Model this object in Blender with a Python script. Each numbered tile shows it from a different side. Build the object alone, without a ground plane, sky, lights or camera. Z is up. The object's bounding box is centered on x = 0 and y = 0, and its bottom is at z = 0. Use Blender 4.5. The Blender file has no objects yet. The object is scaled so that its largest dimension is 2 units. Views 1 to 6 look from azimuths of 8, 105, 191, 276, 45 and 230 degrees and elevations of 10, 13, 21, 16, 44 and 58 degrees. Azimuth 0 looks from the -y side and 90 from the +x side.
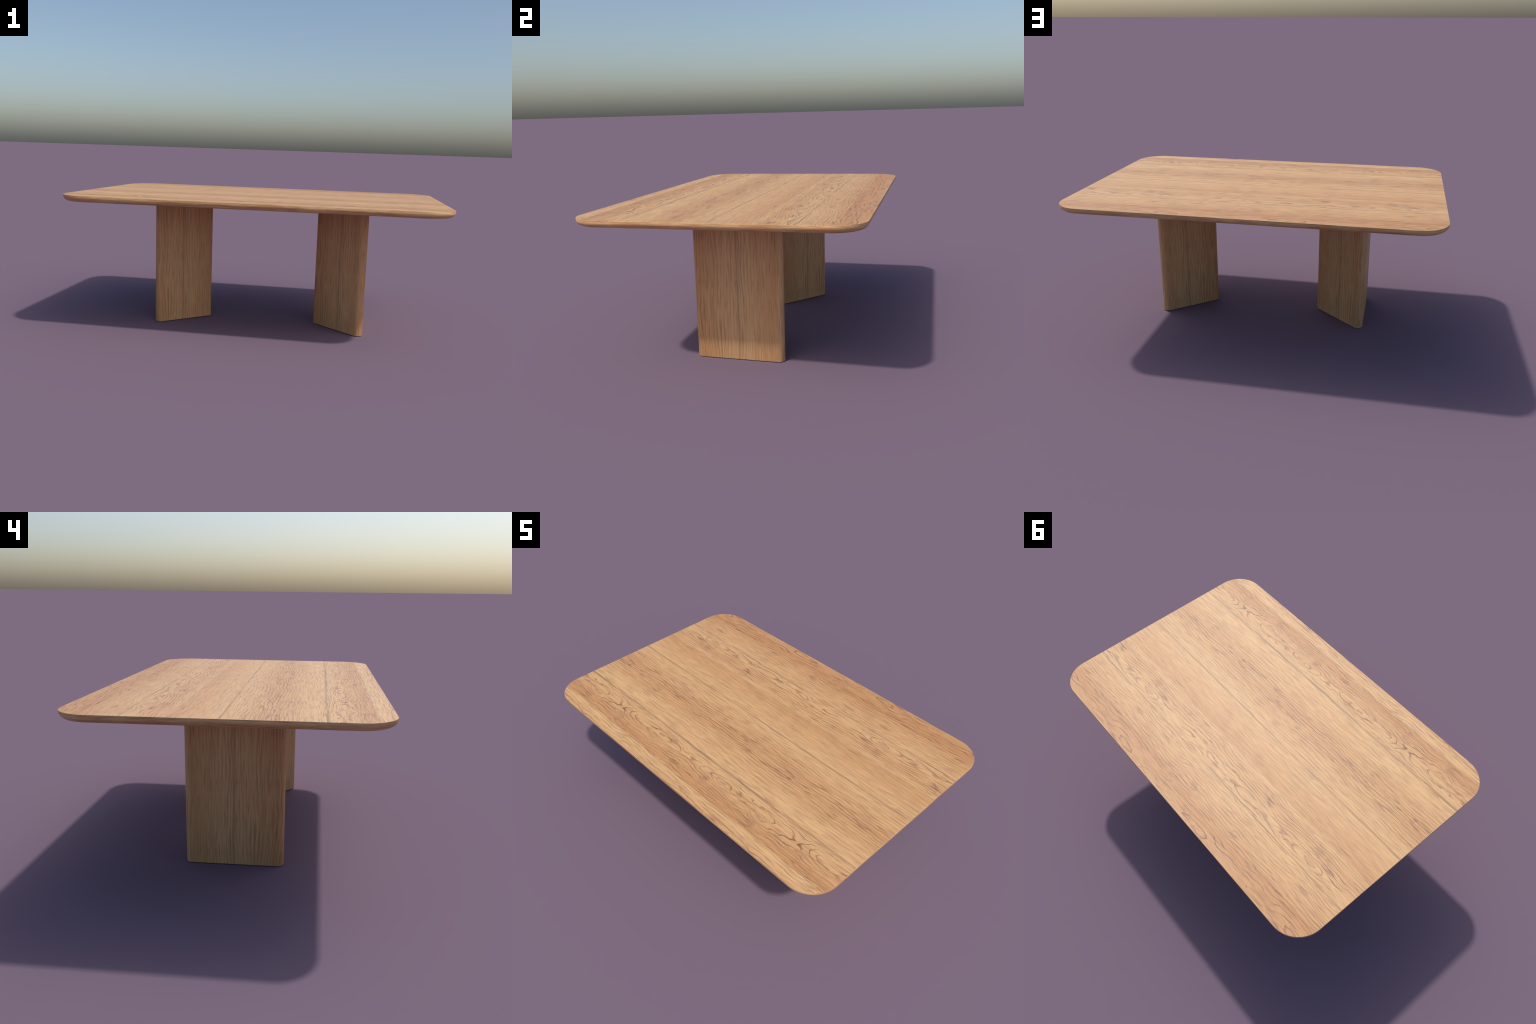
"""Oak dining table: rounded rectangular top on two wedge-shaped (triangular prism) legs."""
import bpy, bmesh, math

# ------------------------------------------------------------------ sizes (metres)
TOP_Z, HALF_X, HALF_Y = 0.75, 1.0, 0.65
CORNER_R = 0.148
THICK, UPRIGHT, UNDERCUT = 0.034, 0.010, 0.032   # slab thickness, upright part, tuck of the rounded-under edge
LEG_OUT, LEG_APEX, LEG_SLOPE = 0.6005, 0.303, 0.866   # outer face x, sharp apex x, dy/dx of slanted face
LEG_R_OUT, LEG_R_IN = 0.0295, 0.020
PATTERN = 1.328                      # length after which the veneer figure repeats along the boards


# ------------------------------------------------------------------ tiny node-expression helper
class Tree:
    def __init__(self, name):
        self.mat = bpy.data.materials.new(name)
        self.mat.use_nodes = True
        self.nt = self.mat.node_tree
        self.nt.nodes.clear()

    def node(self, kind, **props):
        n = self.nt.nodes.new(kind)
        for k, v in props.items():
            setattr(n, k, v)
        return n

    def put(self, sock, v):
        if isinstance(v, V):
            v = v.s
        if isinstance(v, bpy.types.NodeSocket):
            self.nt.links.new(v, sock)
        else:
            sock.default_value = v

    def math(self, op, *a, clamp=False):
        n = self.node('ShaderNodeMath', operation=op, use_clamp=clamp)
        for i, v in enumerate(a):
            self.put(n.inputs[i], v)
        return V(self, n.outputs[0])

    def xyz(self, x, y, z):
        n = self.node('ShaderNodeCombineXYZ')
        for i, v in enumerate((x, y, z)):
            self.put(n.inputs[i], v)
        return n.outputs[0]

    def position(self):
        tc = self.node('ShaderNodeTexCoord')
        s = self.node('ShaderNodeSeparateXYZ')
        self.nt.links.new(tc.outputs['Object'], s.inputs[0])
        return [V(self, o) for o in s.outputs]

    def noise(self, vec, scale=1.0, detail=2.0, rough=0.5, lac=2.0):
        n = self.node('ShaderNodeTexNoise', noise_dimensions='3D')
        self.put(n.inputs['Vector'], vec)
        n.inputs['Scale'].default_value = scale
        n.inputs['Detail'].default_value = detail
        n.inputs['Roughness'].default_value = rough
        n.inputs['Lacunarity'].default_value = lac
        return V(self, n.outputs[0])

    def remap(self, v, a, b, c=0.0, d=1.0, smooth=True):
        n = self.node('ShaderNodeMapRange', clamp=True)
        n.interpolation_type = 'SMOOTHSTEP' if smooth else 'LINEAR'
        for i, q in enumerate((v, a, b, c, d)):
            self.put(n.inputs[i], q)
        return V(self, n.outputs[0])

    def ramp(self, v, stops, lo, hi, interp='LINEAR'):
        """scalar profile: stops = [(position, value)] over lo..hi"""
        f = self.remap(v, lo, hi, smooth=False)
        n = self.node('ShaderNodeValToRGB')
        cr = n.color_ramp
        cr.interpolation = interp
        while len(cr.elements) < len(stops):
            cr.elements.new(0.5)
        for e, (p, q) in zip(cr.elements, sorted(stops)):
            e.position = (p - lo) / (hi - lo)
            e.color = (q, q, q, 1)
        self.put(n.inputs[0], f)
        return V(self, n.outputs[0])

    def mix(self, f, a, b, mode='MIX'):
        n = self.node('ShaderNodeMix', data_type='RGBA', blend_type=mode)
        n.clamp_factor = True
        self.put(n.inputs[0], f)
        self.put(n.inputs[6], a)
        self.put(n.inputs[7], b)
        return n.outputs[2]

    def finish(self, colour, height=None, rough=0.5, bump=0.15, dist=0.001, spec=0.5):
        p = self.node('ShaderNodeBsdfPrincipled')
        o = self.node('ShaderNodeOutputMaterial')
        self.put(p.inputs['Base Color'], colour)
        self.put(p.inputs['Roughness'], rough)
        p.inputs['Specular IOR Level'].default_value = spec
        if height is not None:
            b = self.node('ShaderNodeBump')
            b.inputs['Strength'].default_value = bump
            b.inputs['Distance'].default_value = dist
            self.put(b.inputs['Height'], height)
            self.nt.links.new(b.outputs[0], p.inputs['Normal'])
        self.nt.links.new(p.outputs[0], o.inputs[0])
        return self.mat


class V:
    """scalar socket with arithmetic"""
    def __init__(self, t, s): self.t, self.s = t, s
    def __add__(self, o): return self.t.math('ADD', self, o)
    __radd__ = __add__
    def __sub__(self, o): return self.t.math('SUBTRACT', self, o)
    def __rsub__(self, o): return self.t.math('SUBTRACT', o, self)
    def __mul__(self, o): return self.t.math('MULTIPLY', self, o)
    __rmul__ = __mul__
    def __abs__(self): return self.t.math('ABSOLUTE', self)
    def sin(self): return self.t.math('SINE', self)
    def cos(self): return self.t.math('COSINE', self)
    def exp(self): return self.t.math('EXPONENT', self)
    def frac(self): return self.t.math('FRACT', self)
    def above(self, k): return self.t.math('GREATER_THAN', self, k)


def srgb(r, g, b):
    f = lambda c: c / 12.92 if c <= 0.04045 else ((c + 0.055) / 1.055) ** 2.4
    return (f(r / 255), f(g / 255), f(b / 255), 1.0)


LIGHT = srgb(222, 178, 125)      # pale oak
WARM = srgb(196, 141, 90)        # reddish oak
VEIN = srgb(122, 78, 58)         # late-wood lines
SEAM = srgb(134, 103, 74)        # greyish glue lines


def lines(t, field, lo=0.62, hi=0.95):
    """dark late-wood line: slow rise, sharp fall of each growth ring"""
    f = field.frac()
    return t.remap(f, lo, hi) * t.remap(f, 0.97, 1.0, 1.0, 0.0)


# ------------------------------------------------------------------ materials
def top_material():
    t = Tree('oak_board_veneer')
    x, y, z = t.position()
    ang = x * (2 * math.pi / PATTERN)
    R = PATTERN / (2 * math.pi)
    cx, sx = ang.cos() * R, ang.sin() * R      # the figure repeats along x

    # boards: (upper edge y, heart line y, softness of the heart, curl along the board)
    boards = [(-0.575, -0.655, .020, 1.2), (-0.384, -0.450, .028, 1.6), (0.003, -0.345, .030, 0.9),
              (0.194, 0.110, .050, 0.6), (0.384, 0.335, .022, 1.05), (0.700, 0.625, .030, 1.25)]

    def per_board(values):
        total = values[0]
        for (edge, *_), v0, v1 in zip(boards, values, values[1:]):
            total = y.above(edge) * (v1 - v0) + total
        return total

    off = per_board([3.7 * i for i in range(6)])
    heart, soft = per_board([b[1] for b in boards]), per_board([b[2] for b in boards])
    curl = per_board([b[3] for b in boards])

    def P(kx, ky, o=0.0):
        return t.xyz(cx * kx, sx * kx, y * ky + off + o)

    def bump_at(x0, y0, kx, ky):
        a = ((ang - x0 * 2 * math.pi / PATTERN).cos() - 1.0) * kx
        d = (y - y0) * ky
        return (a - d * d).exp()

    # tone across the width: each board drifts between pale and reddish oak
    yw = y + (t.noise(P(2.2, 3.0, 11.0), detail=3.0) - 0.5) * 0.05
    tone = t.ramp(yw, [
        (-0.66, .66), (-0.625, .80), (-0.582, .95), (-0.574, .20), (-0.545, .28), (-0.50, .50), (-0.45, .74),
        (-0.41, .86), (-0.365, .90), (-0.30, .80), (-0.25, .60), (-0.20, .46), (-0.16, .46), (-0.11, .60),
        (-0.05, .78), (0.0, .88), (0.05, .76), (0.11, .58), (0.16, .42), (0.190, .32), (0.198, .84), (0.225, .72),
        (0.255, .54), (0.30, .74), (0.36, .84), (0.41, .74), (0.46, .62), (0.515, .42), (0.55, .10), (0.60, .20),
        (0.66, .36)], -0.70, 0.70)

    # growth rings: nested round each board's heart line, curling into long cathedral arches
    n1 = t.noise(P(3.2, 5.0), detail=1.0)
    n2 = t.noise(P(10.0, 22.0, 5.0), detail=1.5, rough=0.5)
    n3 = t.noise(P(26.0, 50.0, 15.0), detail=1.0)
    dy = y - heart
    away = t.math('SQRT', dy * dy + soft * soft)
    field = away * 66.0 + (n1 - 0.5) * 4.6 * curl + (n2 - 0.5) * 1.25 * curl + (n3 - 0.5) * 0.35 * curl
    field = field + (t.noise(P(34.0, 46.0, 71.0), detail=1.0) - 0.5) * bump_at(0.66, 0.335, 7.0, 24.0) * 2.0 - bump_at(0.62, 0.336, 16.0, 34.0) * 1.5
    field = field - bump_at(-0.26, -0.452, 24.0, 26.0) * 1.3 + bump_at(-0.08, -0.430, 60.0, 26.0) * 1.5 - bump_at(0.20, -0.450, 30.0, 26.0) * 1.4 + bump_at(0.42, -0.47, 60.0, 26.0) * 1.6
    ring = lines(t, field, 0.68, 0.94)
    gate = t.noise(P(7.0, 26.0, 3.0), detail=2.0)
    density = t.ramp(y, [(-0.66, .7), (-0.58, .55), (-0.57, .85), (-0.45, .95), (-0.39, .5), (-0.36, .15), (-0.26, .40),
                         (-0.20, 1.0), (-0.12, .80), (-0.04, .40), (0.03, .30), (0.12, .15), (0.18, .25), (0.20, .50),
                         (0.26, .90), (0.33, .95), (0.40, .55), (0.50, .65), (0.56, .9), (0.66, .7)], -0.70, 0.70)
    ring = ring * t.remap(gate, 0.34, 0.64, 0.18, 1.0) * density

    fibre = t.noise(P(6.0, 290.0, 1.0), detail=2.0, rough=0.6)
    hair = t.noise(P(11.0, 540.0, 51.0), detail=1.0)
    streak = t.noise(P(2.4, 60.0, 2.0), detail=2.0)
    dash = t.noise(P(13.0, 230.0, 8.0), detail=0.0)
    mottle = t.noise(P(7.0, 12.0, 21.0), detail=3.0)
    blot = t.noise(P(9.0, 34.0, 61.0), detail=3.0)

    tone = tone + (streak - 0.5) * 0.60 + (mottle - 0.5) * 0.24 + (fibre - 0.5) * 0.4
    col = t.mix(tone, WARM, LIGHT)
    col = t.mix(t.remap(fibre, 0.48, 0.72, 0.0, 0.34), col, VEIN)
    col = t.mix(t.remap(hair, 0.47, 0.68, 0.0, 0.44), col, VEIN)
    col = t.mix(t.remap(dash, 0.66, 0.80, 0.0, 0.40) * (density * 0.8 + 0.2), col, VEIN)
    col = t.mix(t.remap(blot, 0.58, 0.74, 0.0, 0.55) * density, col, VEIN)
    col = t.mix(ring * 0.95, col, VEIN)
    # dark flecked patches: a knotty cluster and the fans at the tips of the arches
    grit = t.noise(P(30.0, 80.0, 91.0), detail=2.0)
    for x0, y0, kx, ky, k in ((0.955, 0.264, 150.0, 30.0, .75), (0.23, -0.446, 220.0, 42.0, .6),
                              (0.33, -0.440, 300.0, 50.0, .5), (-0.19, -0.437, 320.0, 60.0, .6),
                              (-0.01, -0.452, 260.0, 50.0, .5), (-0.90, -0.20, 120.0, 28.0, .55),
                              (0.46, 0.335, 420.0, 40.0, .4), (0.79, 0.330, 420.0, 50.0, .5),
                              (0.05, 0.56, 160.0, 24.0, .5), (0.10, -0.635, 200.0, 40.0, .5)):
        col = t.mix(bump_at(x0, y0, kx, ky) * t.remap(grit, 0.44, 0.62) * k, col, VEIN)
    # grey-brown glue lines, drifting, swelling and fading along the table
    fade = t.noise(P(5.0, 6.0, 31.0), detail=3.0)
    drift = (t.noise(t.xyz(cx * 6.0, sx * 6.0, 0.0), detail=2.0) - 0.5) * 0.014
    for y0, wdt, k in ((-0.387, .011, .78), (0.003, .0085, .68), (0.377, .0075, .60), (0.193, .003, .35), (-0.576, .003, .35)):
        m = t.remap(abs(y + drift * (wdt * 100.0) - y0), 0.0, fade * (wdt * 1.8), 1.0, 0.0)
        col = t.mix(m * t.remap(fade, 0.32, 0.62, 0.45, 1.0) * k, col, SEAM)
    height = fibre * 0.6 - ring * 0.5
    return t.finish(col, height, rough=0.51, bump=0.10, dist=0.0008)


def edge_material():
    t = Tree('oak_edge_grain')
    x, y, z = t.position()
    tone = t.noise(t.xyz(x * 5.0, y * 5.0, z * 80.0), detail=3.0)
    fibre = t.noise(t.xyz(x * 14.0, y * 14.0, z * 330.0), detail=3.0, rough=0.6)
    n = t.noise(t.xyz(x * 4.0, y * 4.0, z * 10.0), detail=3.0)
    ring = lines(t, z * 170.0 + (n - 0.5) * 4.5) * t.remap(t.noise(t.xyz(x * 12, y * 12, z * 60.0)), 0.38, 0.62)
    col = t.mix(t.remap(tone, 0.32, 0.60, 0.1, 1.0), WARM, LIGHT)
    col = t.mix(t.remap(fibre, 0.46, 0.72, 0.0, 0.42), col, VEIN)
    col = t.mix(ring * 0.6, col, VEIN)
    return t.finish(col, fibre * 0.6, rough=0.51, bump=0.10, dist=0.0008)


def leg_material():
    t = Tree('oak_upright_veneer')
    x, y, z = t.position()
    side = t.math('SIGN', x)
    outer = abs(x).above(LEG_OUT - 0.022)
    slant = (x - side * 0.455) * 1.29            # distance across a slanted face
    s = outer * y + (1.0 - outer) * slant        # distance across whichever face this is

    def P(ks, kz, k=0.0):
        return t.xyz(s * ks, z * kz, k)

    tone = t.ramp(s + (t.noise(P(3, 2.5, 2.0), detail=3.0) - 0.5) * 0.05, [
        (-0.24, .34), (-0.20, .22), (-0.15, .38), (-0.08, .68), (-0.012, .80), (0.012, .85), (0.06, .80),
        (0.11, .60), (0.15, .48), (0.19, .36), (0.200, .42), (0.206, .85), (0.24, .90)], -0.25, 0.25)
    n1 = t.noise(P(4.0, 1.8), detail=1.0)
    n2 = t.noise(P(20.0, 7.0, 4.0), detail=1.5)
    field = s * 68.0 + (n1 - 0.5) * 5.5 + (n2 - 0.5) * 1.0
    density = t.ramp(s, [(-0.24, .9), (-0.16, .95), (-0.06, .7), (0.03, .8), (0.08, .6), (0.14, .25), (0.24, .25)],
                     -0.25, 0.25)
    ring = lines(t, field, 0.45, 0.93) * t.remap(t.noise(P(24, 5, 9.0), detail=2.0), 0.34, 0.66, 0.1, 1.0) * density
    fibre = t.noise(P(200, 6, 1.0), detail=2.0, rough=0.55)
    hair = t.noise(P(430, 12, 51.0), detail=1.0)
    streak = t.noise(P(48, 2.4, 6.0), detail=2.0)
    dash = t.noise(P(150, 9, 8.0), detail=0.0)
    blot = t.noise(P(42, 7, 61.0), detail=2.0)
    tone = tone + (streak - 0.5) * 0.75 + (fibre - 0.5) * 0.5
    col = t.mix(tone, WARM, LIGHT)
    col = t.mix(t.remap(fibre, 0.46, 0.72, 0.0, 0.36), col, VEIN)
    col = t.mix(t.remap(hair, 0.46, 0.72, 0.0, 0.24), col, VEIN)
    col = t.mix(t.remap(dash, 0.68, 0.82, 0.0, 0.45), col, VEIN)
    col = t.mix(t.remap(blot, 0.66, 0.80, 0.0, 0.50) * density, col, VEIN)
    col = t.mix(ring * 0.55, col, VEIN)
    m = t.remap(abs(s + (n1 - 0.5) * 0.016), 0.0, 0.011, 1.0, 0.0)
    col = t.mix(m * 0.4, col, SEAM)
    return t.finish(col, fibre * 0.6 - ring * 0.5, rough=0.51, bump=0.10, dist=0.0008)


# ------------------------------------------------------------------ geometry
def rounded_polygon(pts, radii, seg):
    """counter-clockwise polygon with circular corners"""
    out, n = [], len(pts)
    for i in range(n):
        (ax, ay), (bx, by), (cx, cy) = pts[i - 1], pts[i], pts[(i + 1) % n]
        ux, uy, vx, vy = ax - bx, ay - by, cx - bx, cy - by
        lu, lv = math.hypot(ux, uy), math.hypot(vx, vy)
        ux, uy, vx, vy = ux / lu, uy / lu, vx / lv, vy / lv
        half = math.acos(ux * vx + uy * vy) / 2
        r = radii[i]
        mx, my = ux + vx, uy + vy
        lm = math.hypot(mx, my)
        ox, oy = bx + mx / lm * r / math.sin(half), by + my / lm * r / math.sin(half)
        d = r / math.tan(half)
        a0 = math.atan2(by + uy * d - oy, bx + ux * d - ox)
        a1 = math.atan2(by + vy * d - oy, bx + vx * d - ox)
        while a1 < a0:
            a1 += 2 * math.pi
        for k in range(seg + 1):
            a = a0 + (a1 - a0) * k / seg
            out.append((ox + r * math.cos(a), oy + r * math.sin(a)))
    return out


def loft(name, rings, mats, band_slot=None):
    """closed solid through stacked rings (top ring first); band_slot: material of the side faces"""
    bm = bmesh.new()
    rows = [[bm.verts.new(p) for p in ring] for ring in rings]
    n = len(rows[0])
    bm.faces.new(rows[0])
    bm.faces.new(rows[-1][::-1])
    for a, b in zip(rows, rows[1:]):
        for i in range(n):
            j = (i + 1) % n
            f = bm.faces.new((a[j], a[i], b[i], b[j]))
            if band_slot is not None:
                f.material_index = band_slot
    bmesh.ops.recalc_face_normals(bm, faces=bm.faces)
    me = bpy.data.meshes.new(name)
    bm.to_mesh(me)
    bm.free()
    for m in mats:
        me.materials.append(m)
    me.polygons.foreach_set('use_smooth', [True] * len(me.polygons))
    me.set_sharp_from_angle(angle=math.radians(25))
    ob = bpy.data.objects.new(name, me)
    bpy.context.scene.collection.objects.link(ob)
    return ob


def make_top():
    def outline(inset):
        a, b, r = HALF_X - inset, HALF_Y - inset, CORNER_R - inset
        return rounded_polygon([(a, -b), (a, b), (-a, b), (-a, -b)], [r] * 4, 28)

    # crisp upper arris, short upright face, then a sweep under to the flat underside (cubic curve)
    profile = [(0.0008, TOP_Z), (0.0002, TOP_Z - 0.0003), (0.0, TOP_Z - 0.001)]
    p = [(0.0, UPRIGHT), (0.0006, UPRIGHT + 0.009), (0.012, THICK), (UNDERCUT, THICK)]
    for k in range(19):
        u = k / 18
        w = ((1 - u) ** 3, 3 * u * (1 - u) ** 2, 3 * u * u * (1 - u), u ** 3)
        profile.append((sum(c * q[0] for c, q in zip(w, p)), TOP_Z - sum(c * q[1] for c, q in zip(w, p))))
    rings = [[(px, py, z) for px, py in outline(d)] for d, z in profile]
    return loft('table_top', rings, [top_material(), edge_material()], band_slot=1)


def make_leg(sign, mat):
    yo = (LEG_OUT - LEG_APEX) * LEG_SLOPE

    def outline(inset):
        # the wedge in plan: broad outer face, two faces closing on an inner edge
        k = math.hypot(1, LEG_SLOPE)
        apex = LEG_APEX + inset * k / LEG_SLOPE
        out = LEG_OUT - inset
        yy = (out - apex) * LEG_SLOPE
        p = [(apex, 0), (out, -yy), (out, yy)]
        r = [max(LEG_R_IN - inset, .001), LEG_R_OUT - inset, LEG_R_OUT - inset]
        pts = rounded_polygon(p, r, 14)
        return [(sign * a, b) for a, b in pts] if sign > 0 else [(-a, b) for a, b in pts][::-1]

    rings = []
    top = TOP_Z - THICK + 0.004                # housed a little way into the slab
    c = 0.001
    for inset, z in ((0, top), (0, c), (c * .3, c * .3), (c, 0)):
        rings.append([(a, b, z) for a, b in outline(inset)])
    return loft('leg', rings, [mat])


table = bpy.data.objects.new('dining_table', None)
table.empty_display_size = 0.2
bpy.context.scene.collection.objects.link(table)
table['label'] = 'oak dining table, rounded rectangular top on two wedge legs'
table['category'] = 'dining table'

leg_mat = leg_material()
for part in (make_top(), make_leg(-1, leg_mat), make_leg(1, leg_mat)):
    part.parent = table
